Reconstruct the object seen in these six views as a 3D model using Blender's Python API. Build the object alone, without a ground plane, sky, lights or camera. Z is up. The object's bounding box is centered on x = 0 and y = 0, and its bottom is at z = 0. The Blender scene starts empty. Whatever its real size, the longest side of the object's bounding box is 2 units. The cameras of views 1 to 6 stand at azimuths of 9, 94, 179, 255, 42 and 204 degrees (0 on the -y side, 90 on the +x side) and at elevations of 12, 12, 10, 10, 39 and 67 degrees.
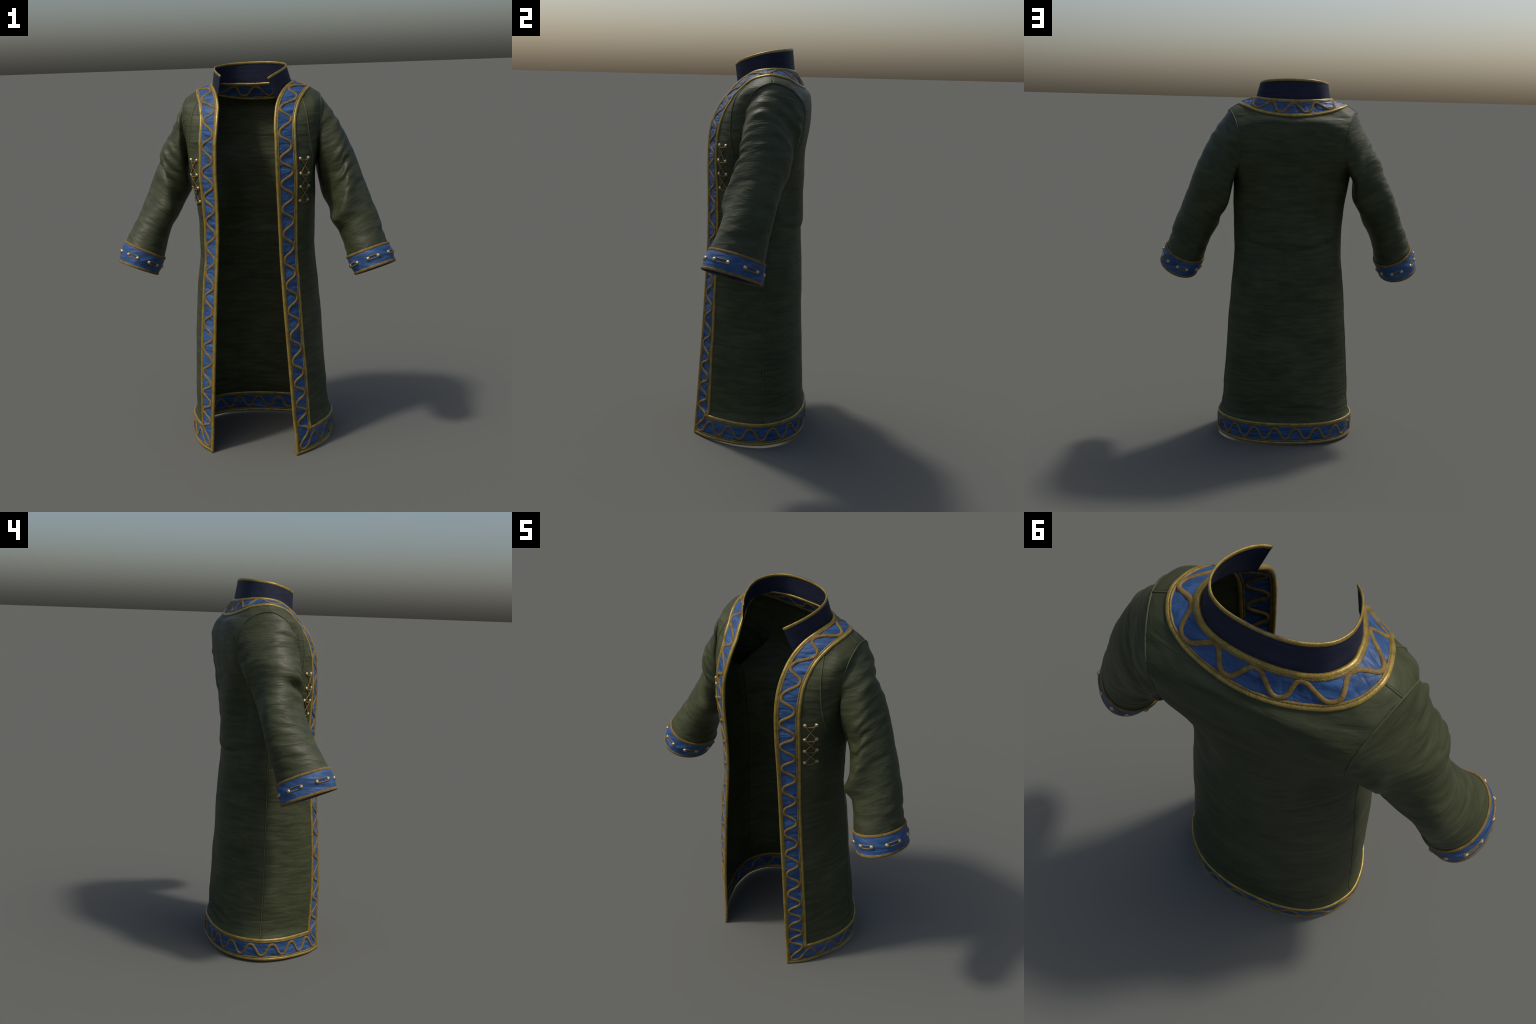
"""Long open coat: dark green cloth, blue bands with gold edging and braid, navy stand-up collar,
cuffs with paired studs, laced chest.  Every piece is lofted from measured profiles of the garment."""
import bpy, math, random
import numpy as np
from mathutils import Vector, noise
from mathutils.bvhtree import BVHTree

random.seed(7)

# ------------------------------------------------------------------ interpolation helpers
def pchip(x, y, xq):
    """Shape-preserving cubic through (x, y[k,...]) evaluated at xq."""
    x = np.asarray(x, float); y = np.asarray(y, float); xq = np.asarray(xq, float)
    h = np.diff(x); shp = (-1,) + (1,) * (y.ndim - 1)
    d = np.diff(y, axis=0) / h.reshape(shp)
    m = np.zeros_like(y)
    w1 = (2 * h[1:] + h[:-1]).reshape(shp); w2 = (h[1:] + 2 * h[:-1]).reshape(shp)
    with np.errstate(divide="ignore", invalid="ignore"):
        hm = (w1 + w2) / (w1 / d[:-1] + w2 / d[1:])
    m[1:-1] = np.where(d[:-1] * d[1:] > 0, hm, 0.0)
    m[0], m[-1] = d[0], d[-1]
    return hermite(x, y, m, xq)

def catmull(x, y, xq, mirror_end=False):
    """Smooth cubic through the points; mirror_end makes it symmetric about x=0 at the last point."""
    x = np.asarray(x, float); y = np.asarray(y, float)
    d = np.diff(y, axis=0) / np.diff(x).reshape((-1,) + (1,) * (y.ndim - 1))
    m = np.zeros_like(y)
    h = np.diff(x).reshape((-1,) + (1,) * (y.ndim - 1))
    m[1:-1] = (d[:-1] * h[1:] + d[1:] * h[:-1]) / (h[1:] + h[:-1])
    m[0], m[-1] = d[0], d[-1]
    if mirror_end:
        m[-1] = d[-1]; m[-1][..., 1:] = 0.0
    return hermite(x, y, m, np.asarray(xq, float))

def hermite(x, y, m, xq):
    i = np.clip(np.searchsorted(x, xq, side="right") - 1, 0, len(x) - 2)
    h = (x[i + 1] - x[i]); t = (xq - x[i]) / h
    e = (...,) + (None,) * (y.ndim - 1)
    h = h[e]; t = t[e]
    return ((1 + 2 * t) * (1 - t) ** 2 * y[i] + t * (1 - t) ** 2 * h * m[i]
            + t * t * (3 - 2 * t) * y[i + 1] + t * t * (t - 1) * h * m[i + 1])

def arc(p):
    p = np.asarray(p, float)
    return np.concatenate([[0], np.cumsum(np.linalg.norm(np.diff(p, axis=0), axis=1))])

def smooth_path(pts, n, mirror_end=False):
    pts = np.asarray(pts, float); s = arc(pts)
    q = catmull(s, pts, np.linspace(0, s[-1], n * 4), mirror_end)
    s2 = arc(q)
    return np.stack([np.interp(np.linspace(0, s2[-1], n), s2, q[:, k]) for k in range(3)], 1)

def unit(v):
    return v / np.maximum(np.linalg.norm(v, axis=-1, keepdims=True), 1e-12)

def grid_normals(P, wrap_u=False):
    if wrap_u:
        du = np.roll(P, -1, 0) - np.roll(P, 1, 0)
    else:
        du = np.gradient(P, axis=0)
    return unit(np.cross(du, np.gradient(P, axis=1)))

def nz(p, sx, sy, sz, seed=0.0):
    return noise.noise(Vector((p[0] * sx + seed, p[1] * sy + seed * 1.7, p[2] * sz - seed)))

def noise_field(P, sx, sy, sz, seed=0.0):
    flat = P.reshape(-1, 3)
    return np.array([nz(p, sx, sy, sz, seed) for p in flat]).reshape(P.shape[:-1])

def bump01(x, c, w):
    return np.exp(-((x - c) / w) ** 2)

# ------------------------------------------------------------------ materials
def new_mat(name):
    m = bpy.data.materials.new(name); m.use_nodes = True
    nt = m.node_tree; nt.nodes.clear()
    out = nt.nodes.new("ShaderNodeOutputMaterial")
    b = nt.nodes.new("ShaderNodeBsdfPrincipled")
    nt.links.new(b.outputs[0], out.inputs[0])
    return m, nt, b

def tex(nt, scale_xyz, scale, detail=3.0, rough=0.55, loc=(0, 0, 0), distortion=0.0, rot=(0, 0, 0)):
    c = nt.nodes.new("ShaderNodeTexCoord"); mp = nt.nodes.new("ShaderNodeMapping")
    mp.inputs["Scale"].default_value = scale_xyz; mp.inputs["Location"].default_value = loc
    if any(rot):
        turn = nt.nodes.new("ShaderNodeMapping"); turn.inputs["Rotation"].default_value = rot
        nt.links.new(c.outputs["Object"], turn.inputs[0]); source = turn.outputs[0]
    else:
        source = c.outputs["Object"]
    n = nt.nodes.new("ShaderNodeTexNoise")
    n.inputs["Scale"].default_value = scale; n.inputs["Detail"].default_value = detail
    n.inputs["Roughness"].default_value = rough; n.inputs["Distortion"].default_value = distortion
    nt.links.new(source, mp.inputs[0]); nt.links.new(mp.outputs[0], n.inputs["Vector"])
    return n.outputs["Fac"]

def ramp(nt, fac, stops):
    r = nt.nodes.new("ShaderNodeValToRGB")
    while len(r.color_ramp.elements) < len(stops):
        r.color_ramp.elements.new(0.5)
    for e, (p, c) in zip(r.color_ramp.elements, stops):
        e.position = p; e.color = (*c, 1)
    nt.links.new(fac, r.inputs[0])
    return r.outputs[0]

def mix(nt, a, b, fac, mode="MIX"):
    m = nt.nodes.new("ShaderNodeMix"); m.data_type = "RGBA"; m.blend_type = mode
    for sock, v in ((m.inputs[0], fac), (m.inputs[6], a), (m.inputs[7], b)):
        if isinstance(v, bpy.types.NodeSocket): nt.links.new(v, sock)
        elif isinstance(v, (tuple, list)): sock.default_value = (*v, 1)
        else: sock.default_value = v
    return m.outputs[2]

def mathn(nt, op, a, b=0.0):
    m = nt.nodes.new("ShaderNodeMath"); m.operation = op
    for sock, v in ((m.inputs[0], a), (m.inputs[1], b)):
        if isinstance(v, bpy.types.NodeSocket): nt.links.new(v, sock)
        else: sock.default_value = v
    return m.outputs[0]

def add_bump(nt, bsdf, height, strength, dist):
    b = nt.nodes.new("ShaderNodeBump"); b.inputs["Strength"].default_value = strength
    b.inputs["Distance"].default_value = dist
    nt.links.new(height, b.inputs["Height"]); nt.links.new(b.outputs[0], bsdf.inputs["Normal"])

def cloth_material(name, dark, mid, light, rough, bump_dist, spec=0.2, turn=0.0, stretch=6.0, scale=11.0):
    """Woven cloth: soft irregular folds running across the piece (turn = slant of the piece), fine weft, broad mottling."""
    m, nt, b = new_mat(name)
    tilt = (0, turn, 0)
    fold = tex(nt, (1, 1, stretch), scale, 2.5, 0.48, distortion=0.4, rot=tilt)
    thread = tex(nt, (1, 1, 8), 60.0, 2.0, 0.6, rot=tilt)
    warp = tex(nt, (1, 1, 0.05), 150.0, 1.0, 0.5, rot=tilt)
    patch = tex(nt, (1, 1, 1.6), 5.0, 3.0, 0.55, loc=(3, 1, 7))
    f = mathn(nt, "ADD", mathn(nt, "MULTIPLY", fold, 0.46), mathn(nt, "MULTIPLY", thread, 0.10))
    f = mathn(nt, "ADD", f, mathn(nt, "MULTIPLY", warp, 0.08))
    f = mathn(nt, "ADD", f, mathn(nt, "MULTIPLY", patch, 0.36))
    col = ramp(nt, f, [(0.37, dark), (0.50, mid), (0.64, light)])
    nt.links.new(col, b.inputs["Base Color"])
    b.inputs["Roughness"].default_value = rough
    b.inputs["Specular IOR Level"].default_value = spec
    h = mathn(nt, "ADD", fold, mathn(nt, "MULTIPLY", thread, 0.05))
    add_bump(nt, b, h, 0.6, bump_dist)
    return m

def thread_material(name, dark, mid, light, rough, metallic, bump_scale=260.0):
    m, nt, b = new_mat(name)
    n = tex(nt, (1, 1, 1), bump_scale, 2.0, 0.6)
    p = tex(nt, (1, 1, 1), 38.0, 3.0, 0.6)
    f = mathn(nt, "ADD", mathn(nt, "MULTIPLY", n, 0.45), mathn(nt, "MULTIPLY", p, 0.55))
    nt.links.new(ramp(nt, f, [(0.36, dark), (0.5, mid), (0.64, light)]), b.inputs["Base Color"])
    b.inputs["Roughness"].default_value = rough; b.inputs["Metallic"].default_value = metallic
    b.inputs["Specular IOR Level"].default_value = 0.5 if metallic > 0.05 else 0.15
    add_bump(nt, b, n, 0.5, 0.0015)
    return m

OLIVE = ((0.0265, 0.0310, 0.0125), (0.0390, 0.0440, 0.0190), (0.0540, 0.0595, 0.0275))
GREEN = cloth_material("green_cloth", *OLIVE, 0.56, 0.008, 0.24, stretch=5.0, scale=9.0)
GREEN_ARM = {s_: cloth_material("green_sleeve_cloth", *OLIVE, 0.52, 0.010, 0.28, turn=0.42 * s_, stretch=3.4, scale=10.0) for s_ in (1, -1)}
SEAM = cloth_material("green_seam", (0.044, 0.048, 0.021), (0.056, 0.060, 0.027), (0.070, 0.074, 0.036), 0.6, 0.001)  # olive lightened to bake the highlight along the seams into the colour
BLUE = cloth_material("blue_satin", (0.014, 0.038, 0.102), (0.028, 0.070, 0.172), (0.048, 0.110, 0.255), 0.45, 0.009, 0.22, stretch=4.5, scale=12.0)
NAVY = cloth_material("navy_cloth", (0.0085, 0.0105, 0.023), (0.0125, 0.0155, 0.033), (0.0185, 0.022, 0.044), 0.65, 0.0012)
GOLD = thread_material("gold_edging", (0.175, 0.112, 0.016), (0.262, 0.180, 0.032), (0.345, 0.248, 0.056), 0.36, 0.32)  # base colour brightened towards the highlight seen on the yoke trim
BRAID = thread_material("tan_braid", (0.110, 0.070, 0.020), (0.165, 0.106, 0.031), (0.225, 0.150, 0.050), 0.65, 0.0)
TAPE = thread_material("dark_gold_tape", (0.105, 0.066, 0.009), (0.165, 0.107, 0.017), (0.230, 0.155, 0.030), 0.55, 0.1)
STITCH = thread_material("brown_stitch", (0.040, 0.024, 0.004), (0.060, 0.038, 0.007), (0.085, 0.055, 0.011), 0.7, 0.0)
CORD = thread_material("brown_cord", (0.125, 0.080, 0.026), (0.185, 0.120, 0.042), (0.240, 0.165, 0.062), 0.55, 0.0)
METAL = thread_material("brass_metal", (0.36, 0.28, 0.15), (0.45, 0.36, 0.20), (0.55, 0.46, 0.28), 0.22, 0.9, 60.0)

# ------------------------------------------------------------------ mesh helpers
root = bpy.data.objects.new("long_coat", None)
bpy.context.scene.collection.objects.link(root)
root["label"] = "long open dark green coat with blue gold-edged trim and cuffs"
root["category"] = "coat"

def make(name, verts, faces, mat, parent=root, stuff=False, smooth_angle=None):
    verts = np.array(verts, float)
    if name not in ("stud",): verts[:, 2] = np.maximum(verts[:, 2], 0.0)
    me = bpy.data.meshes.new(name)
    me.from_pydata([tuple(map(float, v)) for v in verts], [], [tuple(map(int, f)) for f in faces])
    me.materials.append(mat)
    me.polygons.foreach_set("use_smooth", [True] * len(me.polygons))
    me.update()
    if smooth_angle:
        me.set_sharp_from_angle(angle=math.radians(smooth_angle))
    ob = bpy.data.objects.new(name, me)
    bpy.context.scene.collection.objects.link(ob)
    ob.parent = parent
    if stuff:
        ob["kind"] = "stuff"
    return ob

def grid_faces(n, m, wrap=False, base=0):
    f = []
    for i in range(n if wrap else n - 1):
        a, b = i * m + base, ((i + 1) % n) * m + base
        for j in range(m - 1):
            f.append((a + j, b + j, b + j + 1, a + j + 1))
    return f

def shell(P, N, out, inn, wrap=False):
    """Closed thin slab round a grid of points."""
    n, m = P.shape[:2]
    V = np.concatenate([(P + N * out).reshape(-1, 3), (P + N * inn).reshape(-1, 3)])
    k = n * m
    F = grid_faces(n, m, wrap) + [tuple(reversed(f)) for f in grid_faces(n, m, wrap, k)]
    for i in range(n if wrap else n - 1):
        i2 = (i + 1) % n
        F.append((i * m, i * m + k, i2 * m + k, i2 * m))
        F.append((i * m + m - 1, i2 * m + m - 1, i2 * m + m - 1 + k, i * m + m - 1 + k))
    if not wrap:
        for j in range(m - 1):
            F.append((j, j + 1, j + 1 + k, j + k))
            a = (n - 1) * m
            F.append((a + j, a + j + k, a + j + 1 + k, a + j + 1))
    return V, F

def ribbon(P, N, hw, ht, off=0.0, seg=10, closed=False, power=2.0, ripple=0.0, ripple_len=0.008):
    """Rounded flat cord swept along points P lying on a surface with normals N."""
    P = np.asarray(P, float); N = np.asarray(N, float); n = len(P)
    T = np.roll(P, -1, 0) - np.roll(P, 1, 0) if closed else np.gradient(P, axis=0)
    T = unit(T); S = unit(np.cross(N, T))
    a = np.linspace(0, 2 * math.pi, seg, endpoint=False)
    ca = np.sign(np.cos(a)) * np.abs(np.cos(a)) ** (2 / power)
    sa = np.sign(np.sin(a)) * np.abs(np.sin(a)) ** (2 / power)
    s = arc(P); g = 1 + ripple * np.sin(2 * math.pi * s / ripple_len)
    V = (P[:, None] + S[:, None] * (ca[None, :, None] * hw)
         + N[:, None] * (off + sa[None, :, None] * ht * g[:, None, None])).reshape(-1, 3)
    F = []
    for i in range(n if closed else n - 1):
        b, c = i * seg, ((i + 1) % n) * seg
        for j in range(seg):
            j2 = (j + 1) % seg
            F.append((b + j, c + j, c + j2, b + j2))
    if not closed:
        F.append(tuple(range(seg))); F.append(tuple(reversed(range((n - 1) * seg, n * seg))))
    return V, F

def merge(parts):
    V, F, k = [], [], 0
    for v, f in parts:
        V.append(np.asarray(v)); F += [tuple(i + k for i in q) for q in f]; k += len(v)
    return np.concatenate(V), F

def clip(V, F, val):
    """Keep the part of a polygon mesh where val > 0, cutting edges at the zero line."""
    V = [np.asarray(v) for v in V]; val = list(val); cut = {}; out = []; n0 = len(V)
    for f in F:
        vs = [val[i] for i in f]
        if min(vs) > 0: out.append(f); continue
        if max(vs) <= 0: continue
        poly = []
        for a, b in zip(f, f[1:] + f[:1]):
            if val[a] > 0: poly.append(a)
            if (val[a] > 0) != (val[b] > 0):
                key = (min(a, b), max(a, b))
                if key not in cut:
                    t = val[a] / (val[a] - val[b]); cut[key] = len(V)
                    V.append(V[a] + (V[b] - V[a]) * t); val.append(0.0)
                poly.append(cut[key])
        if len(poly) > 2: out.append(tuple(poly))
    used = sorted({i for f in out for i in f}); mp = {o: k for k, o in enumerate(used)}
    line = [V[i] for i in used if i >= n0]
    return [V[i] for i in used], [tuple(mp[i] for i in f) for f in out], line

def solid(ob, t):
    md = ob.modifiers.new("cloth_thickness", "SOLIDIFY"); md.thickness = t; md.offset = -1.0
    return ob

# ------------------------------------------------------------------ the body of the coat
# half cross-sections at rising heights, from the front opening (first) round the side to the back
# (last).  The fifth point runs up the side seam.
LEVELS = [
    (0.005, [(.221, -.284), (.296, -.205), (.340, -.122), (.374, -.015), (.371, .090), (.332, .166), (.246, .240), (.130, .277), (0, .288)]),
    (0.118, [(.214, -.278), (.291, -.200), (.337, -.118), (.374, -.012), (.373, .090), (.334, .164), (.248, .236), (.130, .275), (0, .286)]),
    (0.158, [(.210, -.274), (.284, -.194), (.328, -.112), (.360, -.010), (.359, .088), (.322, .160), (.240, .229), (.126, .267), (0, .278)]),
    (0.35, [(.197, -.264), (.274, -.188), (.318, -.106), (.346, -.008), (.346, .086), (.312, .156), (.234, .220), (.124, .256), (0, .266)]),
    (0.60, [(.181, -.250), (.260, -.180), (.304, -.102), (.330, -.006), (.331, .082), (.293, .144), (.220, .206), (.119, .246), (0, .256)]),
    (0.85, [(.166, -.239), (.246, -.174), (.291, -.100), (.315, -.006), (.316, .078), (.281, .137), (.210, .200), (.114, .238), (0, .248)]),
    (1.05, [(.157, -.232), (.237, -.168), (.282, -.096), (.303, -.005), (.302, .072), (.266, .122), (.197, .180), (.110, .223), (0, .239)]),
    (1.15, [(.155, -.232), (.238, -.168), (.284, -.098), (.304, -.005), (.303, .072), (.263, .120), (.194, .174), (.110, .226), (0, .246)]),
    (1.26, [(.153, -.233), (.240, -.169), (.290, -.103), (.307, -.005), (.307, .072), (.266, .121), (.193, .168), (.110, .225), (0, .245)]),
    (1.45, [(.149, -.236), (.249, -.177), (.307, -.113), (.317, -.005), (.316, .074), (.291, .142), (.240, .206), (.129, .239), (0, .247)]),
    (1.60, [(.146, -.228), (.245, -.167), (.312, -.104), (.345, -.010), (.356, .082), (.326, .190), (.268, .246), (.140, .260), (0, .263)]),
    (1.69, [(.141, -.197), (.241, -.139), (.306, -.094), (.356, -.020), (.380, .090), (.336, .200), (.277, .251), (.142, .268), (0, .270)]),
]
# the last three courses climb over the shoulder to the neck edge
SHOULDER = [
    [(.141, -.165, 1.742), (.246, -.104, 1.750), (.298, -.080, 1.752), (.348, -.022, 1.772), (.370, .092, 1.792), (.330, .172, 1.790), (.286, .237, 1.742), (.146, .258, 1.768), (0, .259, 1.766)],
    [(.142, -.148, 1.762), (.206, -.096, 1.790), (.266, -.035, 1.820), (.290, .028, 1.850), (.292, .094, 1.862), (.266, .150, 1.852), (.226, .188, 1.833), (.132, .220, 1.814), (0, .236, 1.804)],
    [(.142, -.130, 1.781), (.153, -.095, 1.822), (.172, -.045, 1.860), (.196, .010, 1.886), (.204, .085, 1.897), (.185, .125, 1.897), (.145, .158, 1.894), (.076, .176, 1.891), (0, .181, 1.889)],
]
HEM_RISE = 0.006                                   # side and back of the hem hang a little higher
CTRL = np.array([[(x, y, z) for x, y in row] for z, row in LEVELS] + SHOULDER)
CTRL[0, :, 2] = [0.0, .003, .006, .008, .009, .009, .009, .008, .008]

# the wearer's other half hangs differently: front pushed forward, waist pinched, back corner drawn in
CTRL_L = CTRL.copy()
OTHER_HALF = {
    0.158: {0: (.209, -.282), 1: (.286, -.203), 2: (.329, -.118)},
    0.35: {0: (.198, -.281), 1: (.281, -.210), 2: (.325, -.128), 3: (.347, -.018), 4: (.344, .078), 5: (.298, .147), 6: (.216, .206), 7: (.118, .250)},
    0.60: {0: (.183, -.272), 1: (.269, -.205), 2: (.312, -.125), 3: (.330, -.020), 4: (.326, .072), 5: (.282, .138), 6: (.204, .196), 7: (.113, .240)},
    0.85: {0: (.169, -.258), 1: (.252, -.192), 2: (.294, -.115), 3: (.311, -.020), 4: (.306, .066), 5: (.268, .134), 6: (.200, .193), 7: (.110, .234)},
    1.05: {0: (.157, -.243), 1: (.235, -.176), 2: (.270, -.100), 3: (.292, -.020), 4: (.287, .060), 5: (.256, .128), 6: (.193, .184), 7: (.108, .227)},
    1.15: {0: (.152, -.237), 1: (.234, -.172), 2: (.272, -.098), 3: (.291, -.020), 4: (.285, .058), 5: (.250, .122), 6: (.184, .172), 7: (.106, .226)},
    1.26: {0: (.148, -.237), 1: (.237, -.171), 2: (.280, -.100), 3: (.298, -.015), 4: (.290, .060), 5: (.247, .117), 6: (.176, .152), 7: (.105, .219)},
    1.45: {0: (.149, -.237), 5: (.270, .135), 6: (.215, .176), 7: (.122, .232)},
}
for zr, cols in OTHER_HALF.items():
    r = [k for k, (zz, _) in enumerate(LEVELS) if abs(zz - zr) < 1e-6][0]
    for c, xy in cols.items(): CTRL_L[r, c, :2] = xy

NU, NV = 96, 300
col_knots = arc(CTRL[6, :, :2]); col_knots /= col_knots[-1]
uq = np.linspace(0, 1, NU)
SIDE = int(round(col_knots[4] * (NU - 1)))          # side and shoulder seam column
uq[:] = np.interp(np.arange(NU), [0, SIDE, NU - 1], [0, col_knots[4], 1])
row_knots = np.concatenate([[0], np.cumsum(np.mean(np.linalg.norm(np.diff(CTRL, axis=0), axis=2), axis=1))])
row_knots /= row_knots[-1]
vq = np.linspace(0, 1, NV)
def half_surface(ctrl):
    rows_u = np.stack([catmull(col_knots, ctrl[r], uq, mirror_end=True) for r in range(len(ctrl))])
    rows_u[:, -1, 0] = 0.0
    return pchip(row_knots, rows_u, vq).transpose(1, 0, 2)     # [u, v, xyz], x >= 0
HALF, HALF_L = half_surface(CTRL), half_surface(CTRL_L)

def mirrored(P):
    Q = P.copy(); Q[..., 0] *= -1; return Q

FULL = np.concatenate([HALF, mirrored(HALF_L)[-2::-1]])          # +x front -> back -> -x front
N0 = grid_normals(FULL)
if N0[NU - 1, NV // 2, 1] < 0: N0 = -N0
FLIP = np.dot(np.cross(FULL[NU, 100] - FULL[NU - 1, 100], FULL[NU - 1, 101] - FULL[NU - 1, 100]), N0[NU - 1, 100]) < 0

# cloth relief: weft ripples, drag lines above the hem, the pulled-in crease across the small of the back
zf = FULL[..., 2]; xf = np.abs(FULL[..., 0]); yf = FULL[..., 1]
relief = 0.0010 * noise_field(FULL, 6, 6, 26, 1.0) + 0.0035 * noise_field(FULL, 3.5, 3.5, 8, 4.0)
relief += 0.0022 * noise_field(FULL, 5, 5, 34, 9.0) * np.exp(-((zf - 0.20) / 0.12) ** 2)
crease_z = 1.085 + 0.75 * xf ** 2
relief += np.where(yf > 0.05, (-0.0060 * bump01(zf, crease_z, 0.014) + 0.0035 * bump01(zf, crease_z + 0.034, 0.024)) * (0.45 + 0.55 * bump01(xf, 0.14, 0.09)), 0) * np.clip((yf - 0.05) / 0.12, 0, 1)
relief += 0.004 * noise_field(FULL, 9, 9, 16, 5.0) * bump01(xf, 0.31, 0.06) * bump01(zf, 1.78, 0.09)
fade = np.ones(FULL.shape[0]); k = np.arange(FULL.shape[0]); fade = np.clip(np.minimum(k, FULL.shape[0] - 1 - k) / 10.0, 0, 1)
FULL = FULL + N0 * (relief * fade[:, None])[..., None]
NFULL = grid_normals(FULL)
if NFULL[NU - 1, NV // 2, 1] < 0: NFULL = -NFULL

FV = FULL.reshape(-1, 3)
FF = grid_faces(FULL.shape[0], NV)
if FLIP: FF = [tuple(reversed(f)) for f in FF]
BVH = BVHTree.FromPolygons([Vector(v) for v in FV], FF)

def on_body(P):
    P = np.asarray(P, float); flat = P.reshape(-1, 3); out = np.empty_like(flat)
    for i, p in enumerate(flat):
        out[i] = BVH.find_nearest(Vector(p))[0]
    return out.reshape(P.shape)

# --- the opening: inner edge (front edge running on into the neck edge) and outer line of the blue band
EDGE_IN = [(.221, -.284, 0.0), (.214, -.278, .118), (.197, -.264, .35), (.181, -.250, .60), (.166, -.239, .85), (.157, -.232, 1.05),
           (.153, -.233, 1.26), (.149, -.236, 1.45), (.147, -.230, 1.58), (.142, -.202, 1.68), (.141, -.165, 1.742), (.142, -.130, 1.781),
           (.153, -.095, 1.822), (.172, -.045, 1.860), (.196, .010, 1.886), (.204, .050, 1.895), (.203, .090, 1.897), (.185, .125, 1.897), (.145, .158, 1.894), (.076, .176, 1.891), (0, .181, 1.889)]
EDGE_OUT = [(.297, -.204, .006), (.291, -.199, .125), (.275, -.188, .35), (.260, -.180, .60), (.246, -.173, .85), (.237, -.167, 1.05),
            (.240, -.168, 1.26), (.248, -.177, 1.45), (.245, -.170, 1.59), (.242, -.140, 1.69), (.246, -.110, 1.742), (.254, -.076, 1.785),
            (.264, -.043, 1.812), (.280, .010, 1.841), (.290, .048, 1.855), (.294, .080, 1.862), (.286, .118, 1.860), (.262, .158, 1.849), (.204, .197, 1.828), (.100, .226, 1.807), (0, .235, 1.801)]
NS, NW = 640, 15
def matched(pts, ref):
    """Resample a rail so that its control points stay level with those of the reference rail."""
    s = arc(ref); q = np.linspace(0, s[-1], NS)
    return catmull(s, np.asarray(pts, float), q, mirror_end=True)
RAIL_S = np.linspace(0, arc(EDGE_IN)[-1], NS)
def shifted(rail, col):
    """Carry a rail of the first half over to the other half by the difference of the two tables."""
    zc = CTRL[:11, col, 2]; d = (CTRL_L - CTRL)[:11, col, :2]
    out = np.asarray(rail, float).copy()
    for r in out:
        if r[2] < 1.6: r[:2] += [np.interp(r[2], zc, d[:, 0]), np.interp(r[2], zc, d[:, 1])]
    out[:, 0] *= -1
    return out
RAILS = {1: (matched(EDGE_IN, EDGE_IN), matched(EDGE_OUT, EDGE_IN)),
         -1: (matched(shifted(EDGE_IN, 0), EDGE_IN), matched(shifted(EDGE_OUT, 1), EDGE_IN))}
RAIL_IN, RAIL_OUT = RAILS[1]

def trim_field(side):
    w = np.linspace(0, 1, NW); ri, ro = RAILS[side]
    P = ri[:, None] * (1 - w)[None, :, None] + ro[:, None] * w[None, :, None]
    Q = on_body(P)
    Q[:, 0] = P[:, 0]
    N = grid_normals(Q)
    mid = N[60, NW // 2]
    if mid[1] > 0: N = -N
    return Q, N
TRIM = {s: trim_field(s) for s in (1, -1)}

def sample(field, si, wj):
    P, N = field
    n, m = P.shape[:2]
    a = np.clip(si, 0, n - 1.001); b = np.clip(wj, 0, 1) * (m - 1); b = np.clip(b, 0, m - 1.001)
    i, j = a.astype(int), b.astype(int); fa, fb = (a - i)[:, None], (b - j)[:, None]
    def bl(A): return A[i, j] * (1 - fa) * (1 - fb) + A[i + 1, j] * fa * (1 - fb) + A[i, j + 1] * (1 - fa) * fb + A[i + 1, j + 1] * fa * fb
    return bl(P), unit(bl(N))

# --- panels: the body surface cut along the band, the hem and the armholes
rail_all = np.concatenate([RAILS[1][1], RAILS[-1][1]]); in_all = np.concatenate([RAILS[1][0], RAILS[-1][0]])
outward = unit(rail_all - in_all)
def band_value(V):
    out = np.empty(len(V))
    for a in range(0, len(V), 4000):
        d = V[a:a + 4000, None] - rail_all[None]
        i = np.argmin((d ** 2).sum(2), axis=1); r = np.arange(len(i))
        out[a:a + 4000] = (d[r, i] * outward[i]).sum(1) + 0.010
    return out
def armhole_x(y, z):
    return 0.318 - 0.245 * (y - 0.10) + 0.012 * ((z - 1.65) / 0.18) ** 2 + 0.07 * (z - 1.65)
def armhole_value(V):
    g = armhole_x(V[:, 1], V[:, 2]) - np.abs(V[:, 0])
    return np.where(V[:, 2] > 1.42, g, 1.0)
HEM_TOP = 0.126

def panel(name, u0, u1):
    P = FULL[u0:u1 + 1]; V = P.reshape(-1, 3); F = grid_faces(P.shape[0], NV)
    if FLIP: F = [tuple(reversed(f)) for f in F]
    V, F, _ = clip(V, F, band_value(V))
    V, F, _ = clip(V, F, np.array(V)[:, 2] - (HEM_TOP - 0.012))
    V, F, line = clip(V, F, armhole_value(np.array(V)))
    return solid(make(name, V, F, GREEN), 0.003), line
M = FULL.shape[0] - 1
front_r, l1 = panel("front_panel", 0, SIDE)
back, l2 = panel("back_panel", SIDE, M - SIDE)
front_l, l3 = panel("front_panel", M - SIDE, M)
hole = {1: np.array([p for p in l1 + l2 if p[0] > 0]), -1: np.array([p for p in l3 + l2 if p[0] < 0])}

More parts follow.
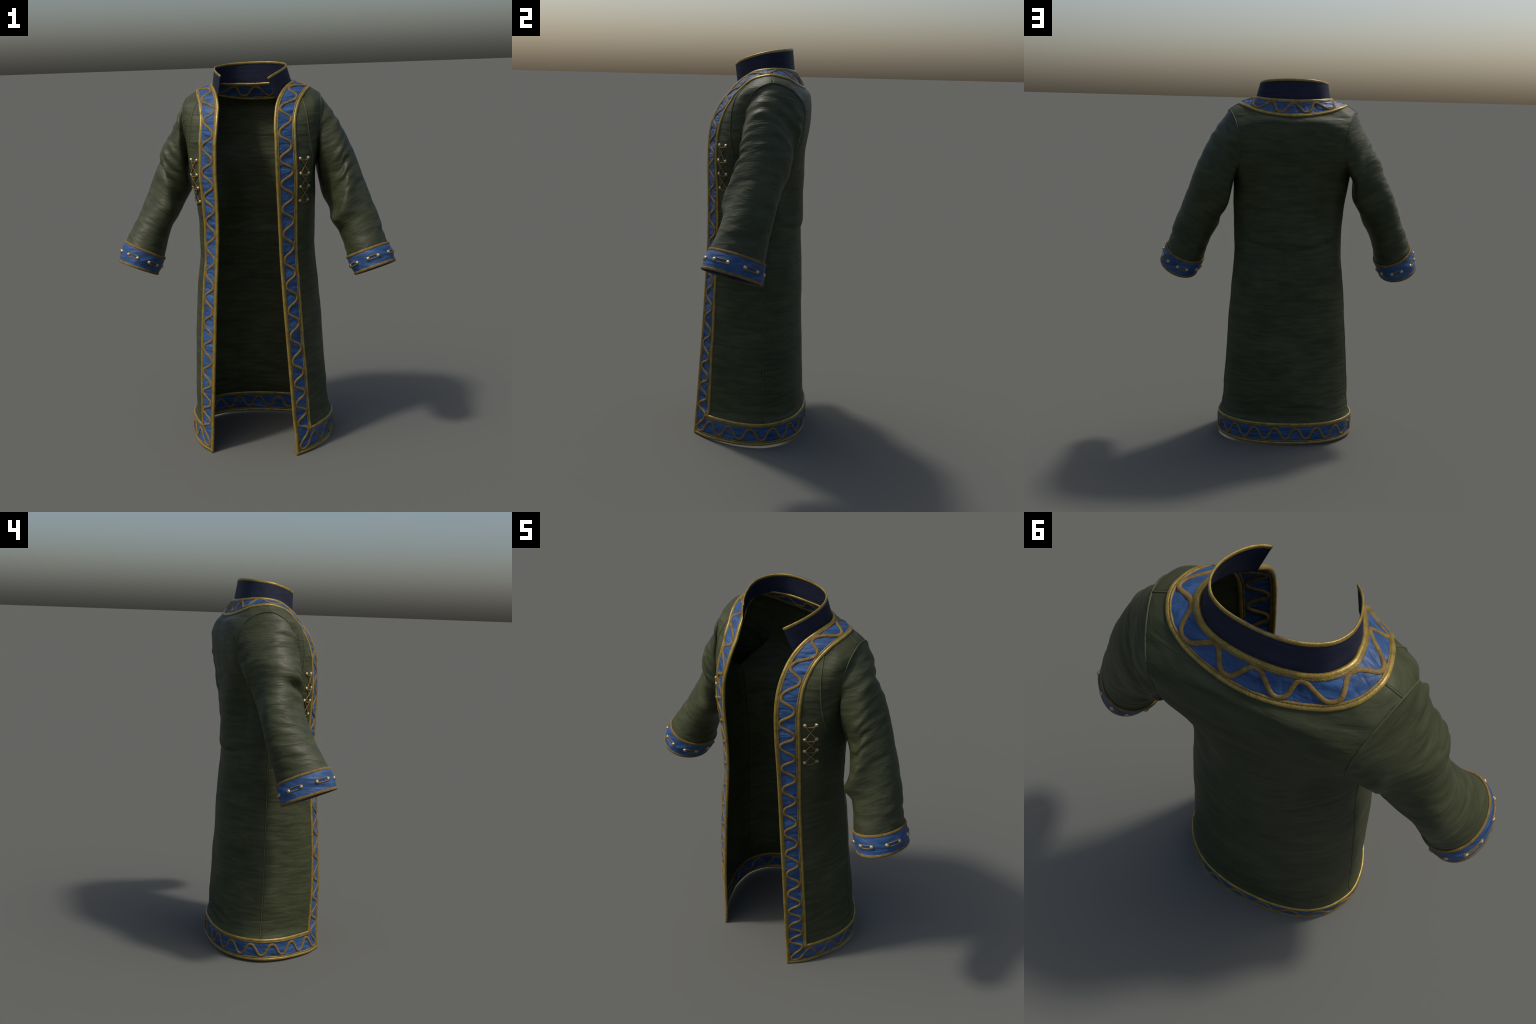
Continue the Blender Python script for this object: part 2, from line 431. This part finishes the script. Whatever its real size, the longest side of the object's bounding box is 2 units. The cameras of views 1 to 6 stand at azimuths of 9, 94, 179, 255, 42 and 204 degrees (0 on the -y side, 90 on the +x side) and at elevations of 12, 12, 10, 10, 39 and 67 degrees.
# --- seams that show as raised cords: side seam, shoulder seam, the curved front seam to the armhole
def seam_on_body(P, name, parent, hw=0.0028, ht=0.0022):
    Q = on_body(P); T = unit(np.gradient(Q, axis=0)); Nn = np.empty_like(Q)
    for i, p in enumerate(Q):
        Nn[i] = BVH.find_nearest(Vector(p))[1]
    for _ in range(3):
        Nn[1:-1] = unit(Nn[:-2] + Nn[1:-1] + Nn[2:])
    make(name, *ribbon(Q, Nn, hw, ht, 0.0002, 8), SEAM, parent)
for side, fp in ((1, front_r), (-1, front_l)):
    col = FULL[SIDE if side > 0 else M - SIDE]
    low = np.array([p for p in col if HEM_TOP < p[2] and armhole_value(p[None])[0] > 0.0 and p[2] < 1.6])
    top = np.array([p for p in col if p[2] > 1.6 and armhole_value(p[None])[0] > 0.0 and band_value(p[None])[0] > 0.012])
    seam_on_body(low[::2], "side_seam", back, 0.0035, 0.0016)
    if len(top) > 3: seam_on_body(top, "shoulder_seam", back)
    fs = smooth_path([(.266, -.040, 1.815), (.276, -.060, 1.80), (.285, -.078, 1.767), (.295, -.097, 1.707), (.306, -.108, 1.642), (.311, -.107, 1.592), (.315, -.100, 1.534), (.317, -.085, 1.47)], 60)
    fs[:, 0] *= side
    seam_on_body(fs, "front_seam", fp, 0.004, 0.0028)

# ------------------------------------------------------------------ blue band, gold edging, wavy braid
GOLD_W = 0.088                       # half width of a gold edge as a share of the band
KNEE = int(np.argmax(RAIL_OUT[:, 2] > 1.80))
def s_at_z(z):
    return float(np.interp(z, RAIL_OUT[:KNEE, 2], np.arange(KNEE)))
def s_near(p):
    return int(np.argmin(((RAIL_OUT - np.array(p)) ** 2).sum(1)))
# stations where the braid touches the outer edge, bottom to back of neck
touch = [s_at_z(z) for z in (.118, .215, .318, .428, .556, .690, .822, .950, 1.084, 1.214, 1.338, 1.465, 1.592, 1.716)]
touch += [s_near((.264, -.045, 1.811)), s_near((.293, .072, 1.860)), s_near((.212, .189, 1.830)), s_near((.073, .224, 1.804))]
phase_s = np.array(touch + [NS - 1.0]); phase_v = np.concatenate([np.arange(len(touch)), [len(touch) - 0.5]])

def pleat(a, b, c):
    """Height of gathered cloth: rounded rolls with sharp valleys between them."""
    r = abs(noise.noise(Vector((a, b, c)))); q = abs(noise.noise(Vector((a * 2.3 + 9, b * 1.7, c + 4))))
    return -0.0034 * (1 - min(1, r * 3.2)) ** 2 - 0.0015 * (1 - min(1, q * 3.5)) ** 2 + 0.0012

for side in (1, -1):
    P, N = TRIM[side]
    # cloth with cross pleats
    sfine = np.linspace(0, NS - 1, 1100); wfine = np.linspace(0.03, 0.97, 15)
    S, W = np.meshgrid(sfine, wfine, indexing="ij")
    p, n = sample(TRIM[side], S.ravel(), W.ravel())
    sm = S / (NS - 1) * RAIL_S[-1]
    pl = np.array([pleat(a * 17 + 7 * side, b * 1.3, 2.0 + side) for a, b in zip(sm.ravel(), W.ravel())])
    n = n.reshape(1100, 15, 3); p = p.reshape(1100, 15, 3) + n * pl.reshape(1100, 15, 1)
    V, F = shell(p, n, 0.0022, -0.0042)
    if np.dot(np.cross(p[101, 5] - p[100, 5], p[100, 6] - p[100, 5]), n[100, 5]) < 0: F = [tuple(reversed(f)) for f in F]
    band = make("front_band", V, F, BLUE, smooth_angle=50)
    st = np.linspace(0, NS - 1, 800)
    pe, ne = sample(TRIM[side], st, np.full(800, 0.062))
    make("gold_edging", *ribbon(pe, ne, 0.0080, 0.0072, -0.001, 16, power=2.4), GOLD, band)
    pe, ne = sample(TRIM[side], st, np.full(800, 0.150))
    make("edging_tape", *ribbon(pe, ne, 0.0050, 0.0058, -0.001, 10, power=3.0), TAPE, band)
    z0 = s_at_z(HEM_TOP - 0.008)
    st2 = np.linspace(z0, NS - 1, 760)
    pe, ne = sample(TRIM[side], st2, np.full(760, 0.942))
    make("gold_edging", *ribbon(pe, ne, 0.0076, 0.0070, -0.001, 16, power=2.4), GOLD, band)
    pe, ne = sample(TRIM[side], st2, np.full(760, 0.860))
    make("edging_tape", *ribbon(pe, ne, 0.0048, 0.0058, -0.001, 10, power=3.0), TAPE, band)
    sb = np.linspace(phase_s[0], NS - 1, 1800)
    ph = pchip(phase_s, phase_v, sb)
    wave = 1.06 * np.cos(2 * math.pi * ph) - 0.06 * np.cos(6 * math.pi * ph)
    pb, nb = sample(TRIM[side], sb, 0.5 + 0.275 * wave)
    make("braid", *ribbon(pb, nb, 0.0074, 0.0075, -0.001, 12, power=2.8), BRAID, band)
    # stitches along both gold edges
    parts = []
    for wv, a0 in ((0.153, 4.0), (0.857, z0 + 4)):
        cnt = int((NS - 1 - a0) / (NS - 1) * RAIL_S[-1] / 0.0085)
        sc = np.linspace(a0, NS - 1, cnt)
        for da in (0,):
            p0, n0 = sample(TRIM[side], sc, np.full(cnt, wv)); p1, _ = sample(TRIM[side], sc + 0.5, np.full(cnt, wv))
            t = unit(p1 - p0 + 1e-9)
            for i in range(cnt):
                q = np.stack([p0[i] - t[i] * .0022, p0[i], p0[i] + t[i] * .0022])
                parts.append(ribbon(q, np.stack([n0[i]] * 3), 0.0014, 0.0068, -0.001, 5))
    make("stitching", *merge(parts), STITCH, band, stuff=True)

# ------------------------------------------------------------------ hem band
zs = np.linspace(0, 1, 11)
hem = np.empty((FULL.shape[0], 11, 3))
for i in range(FULL.shape[0]):
    col = FULL[i]; z_lo = col[0, 2]
    zz = z_lo + (HEM_TOP - z_lo) * zs
    for kx in range(3): hem[i, :, kx] = np.interp(zz, col[:40, 2], col[:40, kx])
hs = arc(hem[:, 5]); HEM_LEN = hs[-1]
NH = 700
hq = np.linspace(0, HEM_LEN, NH)
HEM = np.stack([[np.interp(hq, hs, hem[:, j, kx]) for kx in range(3)] for j in range(11)]).transpose(2, 0, 1)
HN = grid_normals(HEM)
if HN[NH // 2, 5, 1] < 0: HN = -HN
HFIELD = (HEM, HN)
W_FRONT = np.linalg.norm(RAIL_OUT[10] - RAIL_IN[10])
per = NH / HEM_LEN
a0, a1 = (W_FRONT - 0.004) * per, NH - 1 - (W_FRONT - 0.004) * per
S, W = np.meshgrid(np.linspace(a0, a1, 560), np.linspace(0.03, 0.97, 27), indexing="ij")
p, n = sample(HFIELD, S.ravel(), W.ravel())
pl = np.array([pleat(b * 2.3 + 0.35 * math.sin(a / per * 9), a / per * 3.0, 3.0) for a, b in zip(S.ravel(), W.ravel())])
n = n.reshape(560, 27, 3); p = p.reshape(560, 27, 3) + n * pl.reshape(560, 27, 1)
V, F = shell(p, n, 0.0022, -0.0042)
if np.dot(np.cross(p[101, 5] - p[100, 5], p[100, 6] - p[100, 5]), n[100, 5]) < 0: F = [tuple(reversed(f)) for f in F]
hem_band = make("hem_band", V, F, BLUE, smooth_angle=50)
st = np.linspace(0, NH - 1, 600)
pe, ne = sample(HFIELD, st, np.full(600, 0.062)); make("gold_edging", *ribbon(pe, ne, 0.0080, 0.0072, -0.001, 16, power=2.4), GOLD, hem_band)
pe, ne = sample(HFIELD, st, np.full(600, 0.152)); make("edging_tape", *ribbon(pe, ne, 0.0048, 0.0057, -0.001, 10, power=3.0), TAPE, hem_band)
st2 = np.linspace(a0 - 0.012 * per, a1 + 0.012 * per, 560)
pe, ne = sample(HFIELD, st2, np.full(560, 0.955)); make("gold_edging", *ribbon(pe, ne, 0.0076, 0.0070, -0.001, 16, power=2.4), GOLD, hem_band)
pe, ne = sample(HFIELD, st2, np.full(560, 0.872)); make("edging_tape", *ribbon(pe, ne, 0.0048, 0.0057, -0.001, 10, power=3.0), TAPE, hem_band)
# braid: first crest just past the corner of the front band, seven waves to the middle of the back
CREST = 0.126; step = (HEM_LEN / 2 - CREST) / 6.5
dist = np.linspace(CREST, HEM_LEN - CREST, 1500); ph = (dist - CREST) / step
wave = 1.06 * np.cos(2 * math.pi * ph) - 0.06 * np.cos(6 * math.pi * ph)
pb, nb = sample(HFIELD, dist * per, 0.505 + 0.25 * wave)
make("braid", *ribbon(pb, nb, 0.0072, 0.0075, -0.001, 12, power=2.8), BRAID, hem_band)
parts = []
for wv, e0, e1 in ((0.155, 0.02 * per, NH - 1 - 0.02 * per), (0.868, a0, a1)):
    cnt = int((e1 - e0) / per / 0.0085); sc = np.linspace(e0, e1, cnt)
    p0, n0 = sample(HFIELD, sc, np.full(cnt, wv)); p1, _ = sample(HFIELD, sc + 0.5, np.full(cnt, wv)); t = unit(p1 - p0 + 1e-9)
    for i in range(cnt):
        q = np.stack([p0[i] - t[i] * .0022, p0[i], p0[i] + t[i] * .0022]); parts.append(ribbon(q, np.stack([n0[i]] * 3), 0.0014, 0.0068, -0.001, 5))
make("stitching", *merge(parts), STITCH, hem_band, stuff=True)
# loop that carries the braid round each front corner from the front band into the hem
for side in (1, -1):
    cz = np.array([.122, .112, .094, .070, .048, .033]); cw = np.array([.775, .765, .66, .40, .245, .27])
    p0, n0 = sample(TRIM[side], np.array([s_at_z(z) for z in cz]), cw)
    dd = np.array([.055, .076, .096, .116, .128]); hh = np.array([.185, .28, .52, .72, .755])
    p1, n1 = sample(HFIELD, dd * per if side > 0 else NH - 1 - dd * per, hh)
    pts, nn = np.concatenate([p0, p1]), np.concatenate([n0, n1])
    s = arc(pts); q = np.linspace(0, s[-1], 70)
    make("braid", *ribbon(catmull(s, pts, q), unit(catmull(s, nn, q)), 0.0073, 0.0075, -0.0008, 12, power=2.8), BRAID, hem_band)

# ------------------------------------------------------------------ collar
COLLAR_TOP = [(.103, -.109, 1.919), (.121, -.094, 1.930), (.138, -.074, 1.940), (.164, -.025, 1.957), (.178, .035, 1.973), (.172, .085, 1.983), (.146, .126, 1.990), (.114, .146, 1.994), (.040, .164, 1.999), (0, .167, 1.9995),
              (-.036, .166, 1.9995), (-.114, .147, 1.995), (-.163, .111, 1.988), (-.184, .070, 1.982), (-.187, .035, 1.976), (-.175, -.020, 1.962), (-.156, -.060, 1.949), (-.136, -.085, 1.937)]
COLLAR_BASE = [(.141, -.091, 1.812), (.151, -.078, 1.828), (.161, -.060, 1.846), (.181, -.022, 1.866), (.203, .035, 1.886), (.204, .085, 1.891), (.180, .135, 1.891), (.145, .161, 1.888), (.050, .184, 1.882), (0, .186, 1.880),
               (-.050, .184, 1.882), (-.145, .161, 1.888), (-.182, .132, 1.892), (-.204, .085, 1.892), (-.206, .040, 1.888), (-.190, -.012, 1.874), (-.172, -.050, 1.858), (-.153, -.080, 1.838)]
cs = arc(COLLAR_TOP); cq = np.linspace(0, cs[-1], 140)
top, base = catmull(cs, np.array(COLLAR_TOP), cq), catmull(cs, np.array(COLLAR_BASE), cq)
base[:, :2] -= 0.005 * unit(base[:, :2] - np.array([0, 0.06])) * np.clip((base[:, 1:2] + 0.09) / 0.12, 0, 1)
hq2 = np.linspace(0, 1, 16)
C = base[:, None] * (1 - hq2)[None, :, None] + top[:, None] * hq2[None, :, None]
CN = grid_normals(C)
if CN[70, 8, 1] < 0: CN = -CN
V, F = shell(C, CN, 0.0016, -0.0016)
if np.dot(np.cross(C[71, 5] - C[70, 5], C[70, 6] - C[70, 5]), CN[70, 5]) < 0: F = [tuple(reversed(f)) for f in F]
collar = make("collar", V, F, NAVY, smooth_angle=50)
ce, cn = sample((C, CN), np.linspace(0, 139, 280), np.full(280, 0.945))
make("gold_edging", *ribbon(ce, cn, 0.0066, 0.0034, 0.0, 12, power=2.4), GOLD, collar)

# ------------------------------------------------------------------ sleeves
# rings below the armhole: centre, half axis to the outer side, half axis to the back (the two arms bend differently)
RINGS = {1: [((.345, .097, 1.595), (.020, .009, .200), (-.015, .138, -.011)), ((.384, .081, 1.515), (.039, .006, .196), (-.032, .125, -.010)),
             ((.433, .058, 1.413), (.045, .034, .174), (-.039, .139, .010)), ((.476, .019, 1.296), (.079, .043, .108), (-.019, .136, .007)),
             ((.528, .005, 1.183), (.098, .014, .066), (-.003, .118, -.018)), ((.584, -.031, 1.034), (.103, .002, .038), (.003, .130, -.032)),
             ((.627, -.053, .938), (.097, .001, .035), (.001, .139, -.035))],
         -1: [((.366, .082, 1.588), (.021, -.008, .157), (.001, .134, -.048)), ((.384, .061, 1.513), (.043, .008, .152), (.006, .128, -.043)),
              ((.438, .050, 1.414), (.051, .013, .139), (-.004, .119, -.045)), ((.488, .038, 1.299), (.072, .035, .098), (.021, .125, -.023)),
              ((.544, .008, 1.163), (.089, .018, .055), (.011, .125, -.025)), ((.591, -.035, 1.041), (.099, .006, .044), (.004, .130, -.036)),
              ((.632, -.060, .938), (.096, .000, .035), (.012, .138, -.036))]}
AXES = {s_: [tuple(np.array(v) for v in r) for r in rr] for s_, rr in RINGS.items()}
NP, NT = 120, 170
phi = np.linspace(-math.pi, math.pi, NP, endpoint=False)
def ellipse(c, a, b, grow=0.0):
    la, lb = np.linalg.norm(a), np.linalg.norm(b)
    return c + np.outer(np.cos(phi), a * (1 + grow / la)) + np.outer(np.sin(phi), b * (1 + grow / lb))

def sleeve_surface(side):
    L = hole[side].copy(); L[:, 0] *= side
    c0 = np.array([(L[:, i].min() + L[:, i].max()) / 2 for i in range(3)])
    a0_, b0_ = np.array([0, 0, (L[:, 2].max() - L[:, 2].min()) / 2]), np.array([0, (L[:, 1].max() - L[:, 1].min()) / 2, 0])
    ang = np.arctan2((L[:, 1] - c0[1]) / b0_[1], (L[:, 2] - c0[2]) / a0_[2]); o = np.argsort(ang); ang, L = ang[o], L[o]
    ang = np.concatenate([ang - 2 * math.pi, ang, ang + 2 * math.pi]); L = np.concatenate([L, L, L])
    R0 = np.stack([np.interp(phi, ang, L[:, i]) for i in range(3)], 1)
    R = np.stack([R0] + [ellipse(*ax) for ax in AXES[side]])
    knots = np.concatenate([[0], np.cumsum(np.linalg.norm(np.diff(R.mean(1), axis=0), axis=1))]); 
    tq = np.linspace(0, knots[6], NT)
    P = catmull(knots, R, tq).transpose(1, 0, 2)               # [phi, t]
    return P, R0, knots

for side in (1, -1):
    P, R0, knots = sleeve_surface(side)
    Nn = grid_normals(P, wrap_u=True)
    if np.dot(Nn[NP // 2 + 20, 80], P[NP // 2 + 20, 80] - P[:, 80].mean(0)) < 0: Nn = -Nn
    ph2 = np.broadcast_to(phi[:, None], P.shape[:2]); z = P[..., 2]; y = P[..., 1]
    t01 = np.broadcast_to(np.linspace(0, 1, NT)[None], P.shape[:2])
    edge_fade = np.clip(t01 / 0.06, 0, 1) * np.clip((1 - t01) / 0.04, 0, 1)
    along = P @ unit(np.array([0.40, -0.22, -0.89])) + 1.46          # distance down the arm from the shoulder point
    ring_xyz = np.stack([np.cos(ph2) * 0.5, np.sin(ph2) * 0.5, along + 0.03 * np.sin(2 * ph2 + side)], -1)
    d = 0.0042 * noise_field(ring_xyz, 1.6, 1.6, 11, 3.0 * side) + 0.0018 * noise_field(ring_xyz, 2.4, 2.4, 30, 6.0 + side)
    # the bend: cloth folds into a deep tuck at the front of the elbow, slanting down to the inner arm
    deep, c_ph = (0.016, -1.35) if side > 0 else (0.034, -0.80)
    tuck = (0.338 if side > 0 else 0.350) - 0.050 * (ph2 - c_ph)
    d -= deep * np.exp(-((along - tuck) / 0.022) ** 2) * np.exp(-((ph2 - c_ph + 0.12) / (0.50 if side > 0 else 0.66)) ** 2)
    d -= 0.010 * np.exp(-((along - tuck - 0.06) / 0.045) ** 2) * np.exp(-((ph2 + 1.5) / 0.6) ** 2)
    under = np.exp(-((np.abs(ph2) - math.pi) / 0.75) ** 2)
    d -= 0.002 + 0.011 * under * bump01(t01, 0.80, 0.16)
    d -= 0.009 * np.exp(-((ph2 + 1.0) / 0.55) ** 2) * bump01(t01, 0.64, 0.11)
    if side > 0:
        d += 0.015 * np.exp(-(ph2 / 0.5) ** 2) * bump01(t01, 0.48, 0.16) + 0.009 * np.exp(-((ph2 - 0.9) / 0.5) ** 2) * bump01(t01, 0.75, 0.12)
    else:
        d += 0.014 * np.exp(-((ph2 - 0.45) / 0.65) ** 2) * bump01(t01, 0.32, 0.16) - 0.007 * np.exp(-((ph2 + 0.7) / 0.4) ** 2) * bump01(t01, 0.58, 0.10)
    # slanting drag folds above the tuck and on the cap of the shoulder
    inner = np.exp(-((ph2 + 1.35) / 0.75) ** 2)
    d += 0.0042 * inner * np.sin((along + 0.045 * ph2) * 120 + side + 2.0 * noise_field(ring_xyz, 2, 2, 6, 8.0)) * bump01(t01, 0.36, 0.12)
    d += 0.0030 * np.sin(along * 95 + 3 * np.cos(ph2 * 2)) * bump01(along, 0.10, 0.07)
    d += 0.0022 * np.sin(along * 100 + 3 * np.sin(ph2 + side)) * bump01(t01, 0.90, 0.07) * (0.5 + 0.5 * np.sin(ph2 * 1.5 + 1))
    P = P + Nn * (d * edge_fade)[..., None]
    V = P.reshape(-1, 3).copy(); V[:, 0] *= side
    F = grid_faces(NP, NT, wrap=True)
    out_ok = np.dot(np.cross(P[41, 80] - P[40, 80], P[40, 81] - P[40, 80]), Nn[40, 80]) > 0
    if out_ok != (side > 0): F = [tuple(reversed(f)) for f in F]
    sleeve = solid(make("sleeve", V, F, GREEN_ARM[side]), 0.003)
    # armhole seam cord
    cR = R0.mean(0); NR = unit((R0 - cR) * np.array([0.2, 1, 1]) + np.array([0.05, 0, 0]))
    rp, rn = R0.copy(), NR.copy(); rp[:, 0] *= side; rn[:, 0] *= side
    make("armhole_seam", *ribbon(rp, rn, 0.0032, 0.0030, 0.0, 8, closed=True), SEAM, sleeve)

    # --- cuff
    NC = 13; h = np.linspace(0, 1, NC); reach = 0.955
    prof = np.interp(h, [0, .1, .35, .55, .8, 1], [0.002, 0.0035, 0.0065, 0.0075, 0.0045, 0.003])
    (cA, aA, bA), (cB, aB, bB) = AXES[side][5], AXES[side][6]
    Q = np.stack([ellipse(cA + (cB - cA) * t, aA + (aB - aA) * t, bA + (bB - bA) * t, g) for t, g in zip(h * reach, prof)], 1)
    QN = grid_normals(Q, wrap_u=True)
    if np.dot(QN[0, 6], Q[0, 6] - Q[:, 6].mean(0)) < 0: QN = -QN
    wr = np.array([nz(p, 9, 9, 26, 2.0 * side) for p in Q.reshape(-1, 3)]).reshape(Q.shape[:2])
    Q = Q + QN * (0.0048 * wr * np.sin(np.pi * h)[None])[..., None]
    V, F = shell(Q, QN, 0.0015, -0.004, wrap=True); V = V.copy(); V[:, 0] *= side
    ok = np.dot(np.cross(Q[41, 5] - Q[40, 5], Q[40, 6] - Q[40, 5]), QN[40, 5]) > 0
    if ok != (side > 0): F = [tuple(reversed(f)) for f in F]
    cuff = make("cuff", V, F, BLUE, smooth_angle=50)
    def on_cuff(ph_deg, hh):
        i = (np.radians(np.asarray(ph_deg, float)) + math.pi) / (2 * math.pi) * NP % NP
        Pw = np.concatenate([Q, Q[:1]]); Nw = np.concatenate([QN, QN[:1]])
        a, b = sample((Pw, Nw), np.atleast_1d(i), np.atleast_1d(np.asarray(hh, float)))
        a = a.copy(); b = b.copy(); a[:, 0] *= side; b[:, 0] *= side
        return a, b
    for hh in (0.045, 0.945):
        deg = np.linspace(-180, 180, 560, endpoint=False)
        a, b = on_cuff(deg, np.full(560, hh))
        make("cuff_edging", *ribbon(a, b, 0.0072, 0.0042, 0.0, 12, closed=True, power=2.6, ripple=0.16, ripple_len=0.0062), BRAID, cuff)
    # studs in pairs joined by a loop of cord
    for kp in range(6):
        mid = -82 + 60 * kp
        for dd in (-14, 14):
            a, b = on_cuff([mid + dd], [0.5])
            STUDS = globals().setdefault("STUDS", []); STUDS.append((a[0], b[0], 0.0108, cuff))
        span = np.linspace(-13, 13, 24)
        loop = [(mid + s_, 0.5 - 0.075) for s_ in span] + [(mid + 13 + 3 * math.sin(t), 0.5 - 0.075 * math.cos(t)) for t in np.linspace(0.3, math.pi - 0.3, 7)]
        loop += [(mid + s_, 0.5 + 0.075) for s_ in span[::-1]] + [(mid - 13 - 3 * math.sin(t), 0.5 + 0.075 * math.cos(t)) for t in np.linspace(0.3, math.pi - 0.3, 7)]
        a, b = on_cuff([l[0] for l in loop], [l[1] for l in loop])
        make("cord_loop", *ribbon(a, b, 0.0025, 0.0025, 0.0030, 7, closed=True), CORD, cuff)

# ------------------------------------------------------------------ studs and chest lacing
def stud_mesh():
    prof = [(1.0, 0.0), (1.0, 0.22), (0.93, 0.45), (0.78, 0.68), (0.55, 0.88), (0.28, 0.99), (0.0, 1.02)]
    V, F, sg = [], [], 20
    for r, hh in prof[:-1]:
        V += [(r * math.cos(2 * math.pi * j / sg), r * math.sin(2 * math.pi * j / sg), hh) for j in range(sg)]
    V.append((0, 0, prof[-1][1]))
    for i in range(len(prof) - 2):
        for j in range(sg):
            F.append((i * sg + j, i * sg + (j + 1) % sg, (i + 1) * sg + (j + 1) % sg, (i + 1) * sg + j))
    a = (len(prof) - 2) * sg
    F += [(a + j, a + (j + 1) % sg, len(V) - 1) for j in range(sg)]
    F.append(tuple(reversed(range(sg))))
    return V, F
proto = make("stud", *stud_mesh(), METAL); proto.hide_render = True
def place_stud(p, n, r, parent, name="stud"):
    o = bpy.data.objects.new(name, proto.data); bpy.context.scene.collection.objects.link(o)
    o.parent = parent
    o.rotation_mode = "QUATERNION"; o.rotation_quaternion = Vector(n).to_track_quat("Z", "Y")
    o.scale = (r, r, r * 0.95); o.location = Vector(p) - Vector(n) * 0.001
    return o
for p, n, r, par in STUDS: place_stud(p, n, r, par)

LACE = [[(.265, -.166, 1.522), (.302, -.131, 1.522)], [(.262, -.165, 1.448), (.301, -.130, 1.447)], [(.258, -.161, 1.382), (.297, -.124, 1.383)], [(.254, -.157, 1.311), (.294, -.118, 1.311)]]
for side, fp in ((1, front_r), (-1, front_l)):
    pts, nrm = [], []
    for row in LACE:
        pr, nr = [], []
        for p in row:
            loc, no, _, _ = BVH.find_nearest(Vector((p[0] * side, p[1], p[2])))
            no = Vector(no)
            if no.y > 0: no = -no
            pr.append(np.array(loc)); nr.append(np.array(no)); place_stud(loc, no, 0.0100, fp, "lace_stud")
        pts.append(pr); nrm.append(nr)
    parts = []
    def cord(pa, na, pb_, nb_, sag, r, lift):
        t = np.linspace(0, 1, 16)[:, None]
        q = pa * (1 - t) + pb_ * t; q = q + np.array([0, 0, -1.0]) * (sag * 4 * t * (1 - t))
        q = on_body(q); n_ = unit(na * (1 - t) + nb_ * t)
        parts.append(ribbon(q, n_, r, r, r + lift * np.sin(np.pi * 0.5) , 7))
    for i in range(4):
        cord(pts[i][0], nrm[i][0], pts[i][1], nrm[i][1], 0.010, 0.0021, 0.0015)
        if i < 3:
            cord(pts[i][0], nrm[i][0], pts[i + 1][1], nrm[i + 1][1], 0.0, 0.0025, 0.0022)
            cord(pts[i][1], nrm[i][1], pts[i + 1][0], nrm[i + 1][0], 0.0, 0.0020, 0.0005)
    make("lace_cord", *merge(parts), CORD, fp)

bpy.data.objects.remove(proto)
